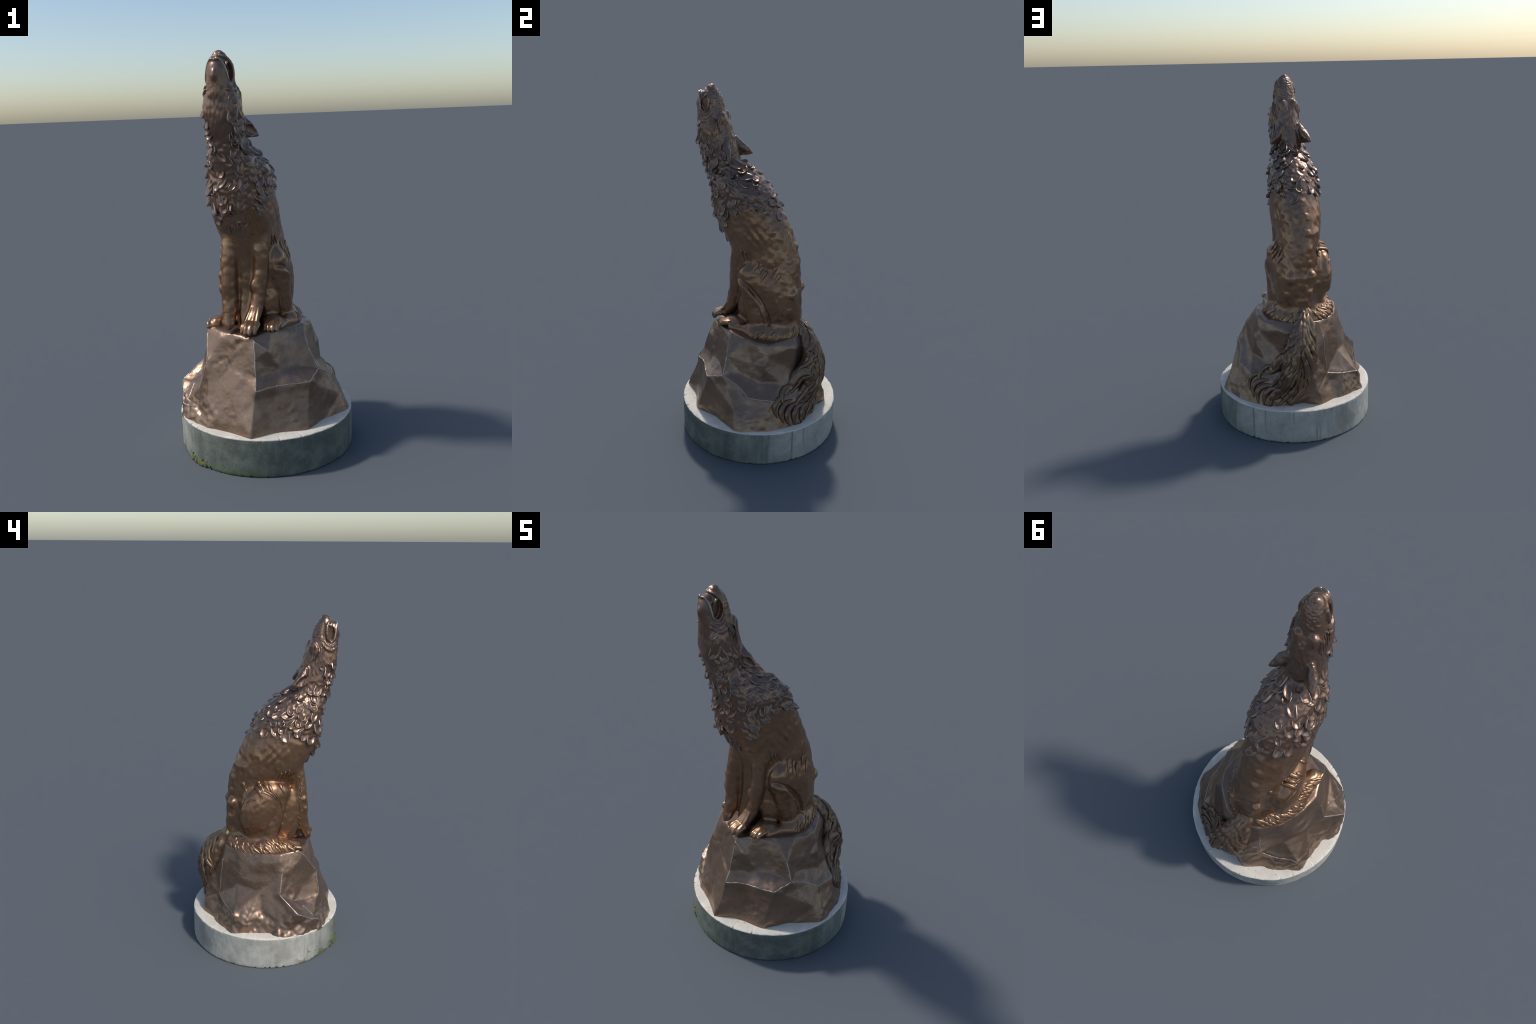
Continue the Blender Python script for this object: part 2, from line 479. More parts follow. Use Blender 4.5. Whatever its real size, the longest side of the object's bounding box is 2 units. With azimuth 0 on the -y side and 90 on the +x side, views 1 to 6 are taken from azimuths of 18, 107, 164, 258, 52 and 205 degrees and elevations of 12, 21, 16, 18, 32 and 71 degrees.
        h += craggy * (0.010 * noise.noise(p * 16 + Vector((5, 2, 1))) + 0.005 * noise.noise(p * 37))
        moves.append(v.normal * (h * side - .006 * sc))
    for v, m in zip(vs, moves):
        v.co += m
    mesh = bpy.data.meshes.new("rock")
    bm.to_mesh(mesh)
    bm.free()
    mesh.polygons.foreach_set("use_smooth", [True] * len(mesh.polygons))
    rock = new_object("rock", mesh, statue, rock_bronze)
    rock_lines[:] = [(Vector(pts[ix[a]]), Vector(pts[ix[b]])) for a, b in crest if (a, b) not in soft_crest]
    return rock


rock = build_rock()


def tree_of(obj):
    me = obj.data
    return BVHTree.FromPolygons([v.co.copy() for v in me.vertices], [tuple(p.vertices) for p in me.polygons])


# ------------------------------------------------------------------ wolf body as clay
MID = -0.064          # the head's own middle plane
BODY_MID = -0.022     # the hindquarters' middle plane


def sculpt_wolf():
    clay = Clay((-.31, -.44, .60), (.21, .31, 2.03), 0.0036)
    # trunk, neck and skull: height, centre x, centre y, half width, half depth
    clay.column([(.62, -.005, .11, .085, .125, .13), (.70, -.005, .10, .100, .147, .13), (.76, -.006, .085, .105, .162, .13), (.86, -.008, .072, .108, .170, .13), (.96, -.010, .058, .114, .176, .13), (1.04, -.018, .040, .122, .185, .11),
                 (1.12, -.035, .008, .131, .196, .11), (1.20, -.043, -.036, .140, .213, .11), (1.26, -.046, -.066, .141, .216, .11), (1.32, -.047, -.090, .140, .208, .11), (1.38, -.050, -.108, .139, .195, .11),
                 (1.44, -.046, -.126, .137, .183, .11), (1.50, -.055, -.163, .117, .164, .07), (1.55, -.060, -.208, .092, .134, .03), (1.60, -.064, -.250, .085, .104, 0), (1.65, -.063, -.268, .085, .104, 0),
                 (1.70, -.061, -.282, .083, .103, 0), (1.75, -.061, -.291, .078, .097, 0), (1.80, -.062, -.298, .073, .090, 0), (1.84, -.062, -.310, .062, .076, 0), (1.87, -.062, -.320, .05, .066, 0)], .61, 1.88, 2.2, 0.08)
    # breast between the forelegs
    clay.column([(.66, -.045, -.05, .052, .160, 0), (.74, -.045, -.05, .052, .142, 0), (.84, -.045, -.05, .052, .125, 0), (1.0, -.044, -.05, .054, .123, 0), (1.12, -.043, -.06, .062, .125, 0), (1.22, -.042, -.05, .05, .10, 0)], .65, 1.22, 2.4)
    # ---- muzzle
    clay.limb([(MID + .002, -.288, 1.83, .052), (MID, -.294, 1.88, .048), (MID, -.303, 1.93, .042), (MID - .002, -.316, 1.966, .030), (MID - .002, -.314, 1.982, .018)], 0.015, flat=(1.22, 1, 1))
    clay.limb([(MID + .002, -.343, 1.81, .050), (MID, -.350, 1.87, .045), (MID - .002, -.355, 1.912, .040), (MID - .003, -.357, 1.934, .031)], 0.010, flat=(1.12, 1, 1))
    for s in (1, -1):
        m = lambda x: MID + s * x
        # mouth seen from the side, leaving the tongue mass in the middle
        clay.egg((MID, -.334, 1.902), (.09, .026, .047), axis=(0, .12, 1), k=.004, cut=True, keep=lambda X, Y, Z: .036 - np.abs(X - MID))
        # lips and the folds behind the mouth corner
        clay.limb([(m(.052), -.336, 1.848, .006), (m(.061), -.318, 1.868, .0075), (m(.061), -.309, 1.90, .0085), (m(.053), -.312, 1.94, .008), (m(.032), -.332, 1.968, .007), (m(.0), -.346, 1.974, .0065)], .005, 40)
        clay.limb([(m(.052), -.336, 1.848, .006), (m(.052), -.354, 1.868, .0065), (m(.047), -.362, 1.90, .0065), (m(.039), -.367, 1.930, .0065), (m(.022), -.376, 1.956, .0065), (m(.0), -.382, 1.956, .006)], .005, 40)
        clay.limb([(m(.053), -.366, 1.845, .005), (m(.062), -.350, 1.834, .0065), (m(.067), -.332, 1.830, .007), (m(.069), -.310, 1.840, .0065), (m(.060), -.298, 1.86, .004)], .005, 24)
        clay.limb([(m(.054), -.372, 1.828, .005), (m(.066), -.352, 1.816, .0065), (m(.073), -.33, 1.811, .007), (m(.074), -.303, 1.822, .0065), (m(.063), -.285, 1.845, .004)], .005, 24)
        # muzzle crease above the lip
        clay.limb([(m(.040), -.300, 1.955, .003), (m(.052), -.290, 1.925, .005), (m(.056), -.285, 1.89, .004)], .006, 16, cut=True)
        # brow
        clay.egg((m(.035), -.238, 1.822), (.022, .019, .034), k=.018)
        clay.limb([(m(.05), -.245, 1.842, .006), (m(.064), -.252, 1.82, .007), (m(.066), -.246, 1.79, .006), (m(.066), -.238, 1.76, .004)], .008, 16)
        # eye: lid ring round a ball
        clay.egg((m(.066), -.268, 1.803), (.012, .014, .018), k=.004, cut=True)
        clay.egg((m(.062), -.267, 1.803), (.009, .009, .011), k=.002)
        # cheek
        clay.egg((m(.056 if s > 0 else .048), -.318, 1.75), (.033, .05, .07), axis=(0, .1, 1), k=.03)
        # nostril wings
        clay.egg((m(.012), -.328, 1.984), (.009, .010, .010), k=.006)
    clay.egg((MID - .002, -.312, 1.988), (.014, .016, .012), k=.006)
    clay.egg((MID - .002, -.395, 1.89), (.010, .009, .022), k=.012)
    clay.limb([(MID, -.244, 1.86, .004), (MID, -.252, 1.90, .005), (MID, -.262, 1.94, .004)], .008, 12)
    # ---- ears, swept back and hollow in front
    for base, mid_, tip, hollow in (((-.012, -.213, 1.705), (.020, -.200, 1.655), (.058, -.172, 1.618), (.7, -.7, .15)),
                                    ((-.118, -.195, 1.705), (-.138, -.165, 1.655), (-.158, -.114, 1.619), (-.8, -.55, .2))):
        clay.limb([(*base, .016), (*mid_, .026), (*[(a * .4 + b * .6) for a, b in zip(mid_, tip)], .018), (*tip, .005)], .012, 18)
        low = Vector(mid_) + Vector((0, -.004, -.03))
        clay.limb([(*mid_, .024), (*low, .020), (*tip, .005)], .01, 12)
        h = Vector(hollow).normalized()
        c = Vector(mid_) * .62 + Vector(tip) * .38 + h * .020 + Vector((0, 0, -.012))
        clay.egg(tuple(c), (.017, .022, .048), axis=tuple(Vector(tip) - Vector(base)), side=hollow, k=.006, cut=True)
    # ---- shoulders
    clay.egg((.042, -.10, 1.22), (.05, .09, .13), axis=(0, -.35, 1), k=.03)
    clay.egg((-.136, -.11, 1.22), (.05, .09, .13), axis=(0, -.35, 1), k=.03)
    # ---- forelegs
    clay.limb([(.037, -.100, 1.16, .052), (.040, -.126, 1.06, .041), (.037, -.132, .96, .037), (.032, -.136, .90, .038), (.026, -.144, .84, .035), (.016, -.168, .76, .033), (.008, -.206, .70, .033)], .02, 30)
    clay.limb([(-.105, -.135, 1.16, .055), (-.108, -.165, 1.06, .044), (-.116, -.178, .96, .042), (-.117, -.184, .89, .043), (-.114, -.190, .82, .039), (-.112, -.207, .75, .036), (-.108, -.228, .69, .024)], .02, 30)
    clay.egg((-.150, -.200, .935), (.012, .014, .018), k=.012)
    clay.egg((-.146, -.206, .865), (.014, .016, .022), k=.012)
    clay.egg((.012, -.166, .875), (.016, .012, .024), k=.02)
    # tendons on the left forefoot
    for i in range(4):
        t = i / 3 - .5
        clay.limb([(.018 + t * .040, -.192, .775, .005), (.013 + t * .050, -.213, .735, .007), (.008 + t * .058, -.243, .700, .007)], .006, 12)
        x, yy = .006 + t * .066, -.258 - .016 * (1 - (2 * t) ** 2)
        clay.limb([(x, yy + .03, .70, .014), (x, yy, .69, .014), (x - .002, yy - .014, .668, .010)], .008, 10)
        x, yy = -.109 + t * .046, -.232 - .010 * (1 - (2 * t) ** 2)
        clay.limb([(x * .5 - .055, yy + .02, .74, .012), (x, yy, .70, .010), (-.109 + t * .02, yy - .008, .672, .007)], .006, 10)
    # ---- hind legs
    for s, x0 in ((1, 0.0), (-1, .002)):
        m = lambda x: BODY_MID + x0 + s * x
        clay.egg((m(.134 if s < 0 else .112), .055 if s < 0 else .032, .905), (.056 if s < 0 else .053, .110, .165), axis=(0, -.50, .62), k=.025)
        clay.egg((m(.099), .060 if s > 0 else .030, .775), (.057, .125 if s > 0 else .105, .125), k=.03)
        clay.egg((m(.095 if s > 0 else .08), .115 if s > 0 else .10, .85), (.050 if s > 0 else .055, .10 if s > 0 else .08, .16), k=.04)
        clay.egg((m(.072), -.052, .77), (.050, .066, .12), k=.03)
        clay.egg((m(.068), -.062, .96), (.036, .050, .15), k=.02)
        if s < 0:
            clay.egg((-.125, -.10, .83), (.042, .075, .17), k=.03)
        clay.egg((m(.122), -.046 if s > 0 else -.060, .985), (.042, .045, .05), k=.02)
        clay.limb([(m(.120), -.042, .950, .050), (m(.124), -.022, .86, .053), (m(.124), .005, .76, .054), (m(.124), .02, .68, .05)], .006, 20)
        clay.limb([(m(.145), .04, .662, .032), (m(.155), -.05, .662, .028), (m(.146 if s > 0 else .190), -.128, .664, .025)], .02, 16)
        if s < 0:   # a shaggy flank spreading over the rock
            clay.limb([(-.05, .205, .635, .045), (-.115, .160, .630, .052), (-.172, .07, .628, .056), (-.195, -.04, .630, .050), (-.212, -.115, .645, .032)], .06, 24)
        else:
            clay.limb([(.05, .210, .640, .044), (.102, .165, .640, .046), (.134, .085, .640, .046), (.148, .01, .640, .040)], .06, 20)
        for i in range(4):
            t = i / 3 - .5
            if s > 0:
                px, py, pz = .100 + t * .062, -.188 - .012 * (1 - (2 * t) ** 2), .680
            else:
                px, py, pz = -.226 + t * .042, -.140 + t * .02, .662
            clay.limb([(px, py + .03, pz + .008, .013), (px, py, pz + .004, .013), (px, py - .014, pz - .012, .009)], .007, 10)
    # the left flank's skin runs down to the rock beside the forepaw
    clay.egg((.082, -.115, .685), (.050, .065, .034), k=.02)
    # rump knobs
    clay.egg((.078, .212, .895), (.022, .024, .024), k=.03)
    clay.egg((-.050, .222, .905), (.020, .022, .022), k=.03)
    return clay.skin()


verts, faces = sculpt_wolf()
verts = relax(verts, faces, 1)
normals = vertex_normals(verts, faces)
X, Y, Z = verts.T


def in_mane(v):
    """How far a point lies inside the shaggy collar (positive inside)."""
    x, y, z = v
    front = max(0.0, min(1.0, (-y - 0.10) / 0.16)) if z < 1.4 else 0.5
    edge = 1.335 - 0.23 * front * max(0.0, 1 - (abs(x + 0.05) / 0.15) ** 2)
    edge += 0.030 * noise.noise(Vector((x, y, z)) * 13)
    return min(z - edge, 1.655 - z)


# lumpy cast surface, ragged fur on the back, ribs
soft = lumps(verts, .075, 1) * .0035 + lumps(verts, .028, 2) * .0022
back = smoothstep(-.25, .55, normals[:, 1]) * (1 - smoothstep(1.30, 1.38, Z)) * smoothstep(.70, .78, Z)
fur = .75 * np.maximum(lumps(np.c_[X * 1.0, Y, Z * .5], .024, 3), -.25) * .0040 + np.maximum(lumps(verts, .05, 9), 0) * .006
spine = np.exp(-((X + .035) / .02) ** 2) * np.clip(np.sin((Z - .70) * 2 * math.pi / .085), -.2, 1) * .005
mane = smoothstep(0, .03, np.array([in_mane(v) for v in verts])) * lumps(verts, .02, 4) * .004
ribs = np.zeros(len(verts))
for s in (1, -1):
    flank = np.exp(-((Z - 1.21) / .055) ** 2 - ((Y - .0) / .055) ** 2) * smoothstep(.3, .8, s * normals[:, 0])
    ribs += flank * np.sin((Z * .8 + Y * 1.0) * 2 * math.pi / .050) * .0026
face_hair = smoothstep(1.64, 1.68, Z) * (1 - smoothstep(1.82, 1.86, Z)) * lumps(np.c_[X, Y, Z * .4], .011, 5) * .0028
muzzle_wr = smoothstep(1.85, 1.88, Z) * smoothstep(-.1, .5, normals[:, 1]) * lumps(np.c_[X, Y, Z * 1.3], .012, 6) * .003
crease = np.array([(-.085, .968), (-.055, .955), (-.025, .937), (.02, .885), (.056, .837), (.085, .775), (.095, .72)])
gap = np.full(len(verts), 9.0)
YZ = np.c_[Y, Z]
for p, q in zip(crease[:-1], crease[1:]):
    t = np.clip(((YZ - p) @ (q - p)) / ((q - p) @ (q - p)), 0, 1)
    gap = np.minimum(gap, np.linalg.norm(YZ - p - t[:, None] * (q - p), axis=1))
below = smoothstep(-.01, .03, np.interp(Y, crease[:, 0], crease[:, 1]) - Z)
on_left = smoothstep(.2, .6, normals[:, 0]) * (X > .07)
fold = on_left * (-.012 * np.exp(-(gap / .009) ** 2) + .008 * np.exp(-((gap - .022) / .016) ** 2) * below)
calm = 1 - smoothstep(1.62, 1.70, Z) * .75
verts = verts + normals * (soft * calm + (fur + spine) * back + mane + ribs + fold + face_hair + muzzle_wr)[:, None]
normals = vertex_normals(verts, faces)
X, Y, Z = verts.T
body_tree = BVHTree.FromPolygons([Vector(v) for v in verts], [tuple(f) for f in faces.tolist()])

# split the one skin into named anatomical regions
cent = verts[faces].mean(1)
cx, cy, cz = cent.T
region = np.zeros(len(faces), int)                       # 0 torso
region[cz > 1.43 + .25 * (cy + .2)] = 1                   # neck
region[cz > 1.62 + .30 * (cy + .27)] = 2                  # head
ear_l = (cx > .024 + .12 * (cy + .2)) & (cz > 1.575) & (cz < 1.70) & (cy > -.235)
ear_r = (cx < -.146) & (cz > 1.585) & (cz < 1.70) & (cy > -.19)
region[ear_l | ((cx > .03) & (cy > -.2) & (cz > 1.60) & (cz < 1.66))] = 3
region[ear_r] = 4
region[(cz < 1.10) & (cy < -.118) & (cx > -.012)] = 5
region[(cz < 1.10) & (cy < -.132) & (cx < -.070)] = 6
region[(cz < 1.06) & (region == 0) & (cx > .062) & (cy > -.135)] = 7
region[(cz < .72) & (region == 5) & (cx > .060)] = 7
region[(cz < 1.06) & (region == 0) & (cx < -.146)] = 8
region[(cz < .72) & (region == 6) & (cx < -.165)] = 8
names = {0: ("torso", hide_bronze), 1: ("neck", hide_bronze), 2: ("head", head_bronze), 3: ("ear", head_bronze), 4: ("ear", head_bronze), 5: ("foreleg", hide_bronze),
         6: ("foreleg", hide_bronze), 7: ("hind_leg", hide_bronze), 8: ("hind_leg", hide_bronze)}
parts = {}
for r in (0, 1, 2, 3, 4, 5, 6, 7, 8):
    name, mat = names[r]
    pick = faces[region == r]
    used, inv = np.unique(pick, return_inverse=True)
    mesh = mesh_from(name, verts[used], inv.reshape(-1, 4))
    mesh.normals_split_custom_set_from_vertices([tuple(n) for n in normals[used]])
    parts[r] = new_object(name, mesh, parts[2] if r in (3, 4) else statue, mat)
torso, neck, head = parts[0], parts[1], parts[2]


# ------------------------------------------------------------------ teeth, eyes
def ball(name, centre, radii, parent, mat):
    bm = bmesh.new()
    bmesh.ops.create_icosphere(bm, subdivisions=3, radius=1)
    for v in bm.verts:
        v.co = Vector([c + a * r for c, a, r in zip(centre, v.co, radii)])
    mesh = bpy.data.meshes.new(name)
    bm.to_mesh(mesh)
    bm.free()
    mesh.polygons.foreach_set("use_smooth", [True] * len(mesh.polygons))
    return new_object(name, mesh, parent, mat)


# ------------------------------------------------------------------ strands of hair draped on a surface
def drape(tree, points, outward, lift):
    out, nor = [], []
    for p, l in zip(points, lift):
        p = Vector(p)
        o = outward(p) if callable(outward) else Vector(outward)
        o.normalize()
        hit, n, _, _ = tree.ray_cast(p + o * .25, -o, .45)
        if hit is None:
            hit, n, _, _ = tree.find_nearest(p)
        if n.dot(o) < 0:
            n = -n
        if out and ((hit + n * l) - out[-1]).length > .035:
            break
        out.append(hit + n * l)
        nor.append(n)
    return out, nor


def strand_mesh(name, pts, nor, radii, flat=0.75, sides=8):
    verts, faces = [], []
    n = len(pts)
    for i in range(n):
        t = (pts[min(i + 1, n - 1)] - pts[max(i - 1, 0)]).normalized()
        w = nor[i] - t * nor[i].dot(t)
        w = w.normalized() if w.length > 1e-6 else Vector((0, 0, 1))
        s = t.cross(w)
        for k in range(sides):
            a = 2 * math.pi * k / sides
            verts.append(pts[i] + s * math.cos(a) * radii[i] + w * math.sin(a) * radii[i] * flat)
    for i in range(n - 1):
        for k in range(sides):
            j = (k + 1) % sides
            faces.append((i * sides + k, i * sides + j, (i + 1) * sides + j, (i + 1) * sides + k))
    faces.append(tuple(range(sides))[::-1])
    faces.append(tuple((n - 1) * sides + k for k in range(sides)))
    return mesh_from(name, verts, faces)


def strand(name, parent, mat, tree, control, outward, radius, count=18, lift=0.25, flat=0.7, tip=0.12):
    pts = spline(control, count)
    u = np.linspace(0, 1, count)
    radii = radius * np.minimum(1, (u / .25 + .15)) * np.maximum(tip, np.minimum(1, (1 - u) / .55))
    p, n = drape(tree, pts, outward, radii * lift + .0015 * u)
    if len(p) < 5:
        return None
    radii = np.interp(np.linspace(0, 1, len(p)), u, radii)
    return new_object(name, strand_mesh(name, p, n, radii, flat), parent, mat)


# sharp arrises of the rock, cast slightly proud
rock_tree = tree_of(rock)
for a, b in rock_lines:
    ctrl = [a.lerp(b, t) + Vector((noise.noise(a * 9 + Vector((t * 3, 0, 0))), noise.noise(a * 7 + Vector((0, t * 3, 0))), noise.noise(b * 9 + Vector((t * 4, 1, 0))))) * .006 * math.sin(t * math.pi) for t in np.linspace(-.01, 1.01, 9)]
    count = 20
    p, n = drape(rock_tree, [Vector(q) for q in spline([c[:] for c in ctrl], count)], lambda q: Vector((q.x, q.y, .12)), [.0] * count)
    if len(p) > 5:
        rad = [.0034 * (1 + .35 * noise.noise(q * 30)) * min(1, .45 + min(i, len(p) - 1 - i) / 3) for i, q in enumerate(p)]
        new_object("rock_ridge", strand_mesh("rock_ridge", p, n, rad, .55), rock, pale_bronze)


# ------------------------------------------------------------------ shingled locks of the mane
def lock_mesh(length, width, curl, dish, lift, seed):
    """A tongue of fur: thick, rounded at the tip, with a raised rim and a dished middle."""
    rows, cols = 13, 9
    r = random.Random(seed)
    skew = r.uniform(-.25, .25)
    top, low = [], []
    for i in range(rows):
        s = i / (rows - 1)
        w = width * (0.85 + 0.15 * math.sin(min(s / .6, 1) * math.pi / 2)) if s < .6 else width * math.sqrt(max(0.0, 1 - ((s - .6) / .4) ** 2))
        w = max(w, width * .04)
        bend = curl * s * s * length
        for j in range(cols):
            t = 2 * j / (cols - 1) - 1
            x = t * w + bend
            y = -s * length + .12 * skew * t * length * s
            edge = max(abs(t), s ** 3 if s > .5 else 0)
            h = -.008 + (lift + .008) * min(1, s * 1.15) + dish * (edge ** 3) * min(1, s * 1.4) - (dish * .5 + .002) * (1 - edge ** 2) * min(1, s * 1.6)
            h -= 0.0035 * max(0, abs(t) - .8) / .2 + .003 * max(0, s - .93) / .07
            top.append((x, y, h))
            low.append((x * .93, y * .98, h - .004 - .010 * (1 - .3 * s) - .004 * s))
    verts = top + low
    N = rows * cols
    faces = []
    for i in range(rows - 1):
        for j in range(cols - 1):
            a = i * cols + j
            faces.append((a, a + cols, a + cols + 1, a + 1))
            faces.append((N + a, N + a + 1, N + a + cols + 1, N + a + cols))
    ring = [j for j in range(cols)] + [i * cols + cols - 1 for i in range(1, rows)] + [(rows - 1) * cols + j for j in range(cols - 2, -1, -1)] + [i * cols for i in range(rows - 2, 0, -1)]
    for a, b in zip(ring, ring[1:] + ring[:1]):
        faces.append((a, b, N + b, N + a))
    mesh = mesh_from("fur_lock", verts, faces)
    bm = bmesh.new()
    bm.from_mesh(mesh)
    bmesh.ops.recalc_face_normals(bm, faces=bm.faces)
    bm.to_mesh(mesh)
    bm.free()
    mesh.materials.append(mane_bronze)
    return mesh


lock_kinds = [lock_mesh(.072, .0245, .14, .0075, .008, 1), lock_mesh(.060, .0270, -.18, .0080, .009, 2), lock_mesh(.080, .0225, .30, .0070, .008, 3),
              lock_mesh(.070, .0215, -.34, .0070, .009, 4), lock_mesh(.054, .0230, .0, .0085, .010, 5), lock_mesh(.050, .0170, .2, .0060, .009, 6)]
lock_length = (.072, .060, .080, .070, .054, .050)


def put_lock(parent, point, normal, flow, scale, kind=None):
    """Lay a lock along the chord from its root to where its tip meets the coat."""
    kind = rng.randrange(len(lock_kinds)) if kind is None else kind
    n = normal.normalized()
    d = (flow - n * flow.dot(n)).normalized()
    goal = point + d * lock_length[kind] * scale
    hit, m, _, _ = body_tree.ray_cast(goal + n * .05, -n, .12)
    if hit is None:
        hit, m, _, _ = body_tree.find_nearest(goal)
    if m.dot(n) < 0:
        m = -m
    d = (hit - point).normalized()
    n = (n + m).normalized()
    n = (n - d * n.dot(d)).normalized()
    x = (-d).cross(n)
    rot = Matrix((x, -d, n)).transposed().to_4x4()
    obj = bpy.data.objects.new("fur_lock", lock_kinds[kind])
    scene_collection.objects.link(obj)
    obj.parent = parent
    obj.matrix_world = Matrix.Translation(point + n * .0012) @ rot @ Matrix.Diagonal((scale * rng.uniform(.85, 1.15), scale, scale, 1))
    return obj


def comb(p, n):
    """Lie of the coat: down the chest, down and back over the shoulders."""
    back = 0.55 if n.y > -.3 else 0.05
    sway = .75 * noise.noise(p * 8)
    return Vector((n.y * sway, back - n.x * sway, -1))


row = 0
z = 1.14
while z < 1.645:
    row += 1
    i = int(np.argmin(np.abs(Z - z)))
    girth = .62 if z < 1.45 else .48
    count = int(girth / (.040 if z > 1.27 else .032))
    for k in range(count):
        a = 2 * math.pi * (k + .5 * (row % 2) + rng.uniform(-.22, .22)) / count
        d = Vector((math.cos(a), math.sin(a), 0))
        zz = z + rng.uniform(-.012, .012)
        axis = Vector((np.interp(zz, [1.2, 1.5, 1.65], [-.043, -.056, -.066]), np.interp(zz, [1.2, 1.32, 1.44, 1.5, 1.6, 1.65], [-.036, -.09, -.126, -.163, -.25, -.268]), zz))
        hit, n, face, _ = body_tree.ray_cast(axis + d * .4, -d, .5)
        if hit is None or region[face] in (3, 4):
            continue
        if n.dot(d) < 0:
            n = -n
        if in_mane(hit + Vector((0, 0, -.04))) < -.01 or in_mane(hit) < 0:
            continue
        throat = abs(hit.x + .062) < .045 and hit.y < -.33 and zz > 1.56
        if throat and rng.random() < .8:
            continue
        put_lock(parts[region[face]], hit - n * (.006 * max(0.0, n.y)), n, comb(hit, n), (rng.uniform(.70, .98) if hit.y < -.15 - .3 * (hit.z - 1.2) and hit.z < 1.62 and abs(hit.x + .05) < .1 else rng.uniform(.85, 1.3)))
    z += .034

# ruff on the cheeks
for s in (1, -1):
    for zz, deg, size in ((1.815, 48, .55), (1.79, 46, .7), (1.762, 70, .9), (1.755, 46, 1.0), (1.735, 92, .9), (1.722, 66, 1.15), (1.71, 45, 1.0), (1.70, 86, .9), (1.69, 62, 1.0),
                          (1.672, 47, 1.0), (1.668, 78, .85), (1.655, 60, .8), (1.645, 44, .9), (1.63, 68, .85), (1.62, 50, .8)):
        t = math.radians(deg + rng.uniform(-4, 4))
        if s < 0 and zz > 1.78:
            continue
        d = Vector((s * math.sin(t), -math.cos(t), 0))
        axis = Vector((MID, -.29, zz))
        hit, n, face, _ = body_tree.ray_cast(axis + d * .3, -d, .35)
        if hit is None or region[face] in (3, 4):
            continue
        if n.dot(d) < 0:
            n = -n
        put_lock(head, hit - n * (.006 if s < 0 else 0), n, Vector((0, .10 + rng.uniform(-.08, .12), -1)), size * rng.uniform(.9, 1.05) * (1 if s > 0 else .82))


# ------------------------------------------------------------------ tail
def sculpt_tail():
    clay = Clay((-.10, .15, .15), (.46, .47, .76), 0.0042)
    clay.limb([(.012, .215, .705, .035), (.03, .262, .665, .035), (.06, .305, .61, .042), (.09, .335, .54, .048), (.125, .350, .46, .050), (.14, .347, .38, .048), (.172, .305, .30, .042), (.215, .29, .235, .038), (.245, .30, .20, .03)], .02, 40)
    clay.limb([(.05, .315, .60, .04), (.05, .350, .50, .044), (.055, .352, .40, .042), (.09, .335, .31, .036), (.16, .315, .23, .028)], .02, 24)
    clay.limb([(-.008, .235, .69, .03), (-.006, .290, .61, .034), (.004, .325, .50, .036), (.02, .345, .40, .036)], .03, 20)
    clay.limb([(.09, .325, .52, .03), (.15, .285, .46, .032), (.19, .240, .38, .032), (.238, .215, .31, .032), (.29, .195, .26, .028)], .03, 24)
    clay.limb([(.15, .29, .34, .032), (.21, .265, .27, .032), (.275, .245, .225, .026), (.315, .225, .20, .022)], .03, 20)
    clay.limb([(.03, .345, .46, .03), (.03, .350, .36, .028), (.07, .345, .27, .025), (.13, .345, .21, .022)], .03, 20)
    v, f = clay.skin()
    v = relax(v, f, 1)
    n = vertex_normals(v, f)
    v = v + n * (lumps(np.c_[v[:, 0] * 1.2, v[:, 1], v[:, 2] * .6], .022, 7) * .006 + lumps(v, .05, 8) * .004)[:, None]
    return v, f


tv, tf = sculpt_tail()
tail = new_object("tail", mesh_from("tail", tv, tf), statue, tail_bronze)
tail_tree = tree_of(tail)


def tail_out(p):
    return Vector((.25 + .8 * max(0, p.x - .1), 1, .25))


spine_of_tail = [(.015, .30, .715), (.05, .33, .62), (.08, .35, .52), (.105, .36, .43), (.15, .34, .33), (.23, .33, .235)]
tail_axis = spline(spine_of_tail, 60)
for k in range(34):
    u0 = .70 * (k / 34) + rng.uniform(-.03, .03) * (k > 2)
    u0 = max(0, u0)
    length = rng.uniform(.26, .40)
    side = ((k * .618) % 1) * 2 - 1
    ctrl = []
    phase = 1.2 + side + rng.uniform(-.5, .5)
    for j in range(7):
        s = j / 6
        u = min(1, u0 + length * s)
        c = tail_axis[int(u * 59)]
        t = tail_axis[min(59, int(u * 59) + 1)] - tail_axis[max(0, int(u * 59) - 1)]
        across = np.array([t[2], 0, -t[0]])
        across = -across / (np.linalg.norm(across) + 1e-9)
        spread = (.016 + .075 * smoothstep(.05, .5, u)) * side * (1 + .55 * s)
        wave = .010 * math.sin(phase + s * 6.5) * (.4 + s)
        ctrl.append(c + across * (spread + wave))
    strand("tail_strand", tail, tail_bronze, tail_tree, ctrl, tail_out, rng.uniform(.013, .020), 26, .15, .62, .06)
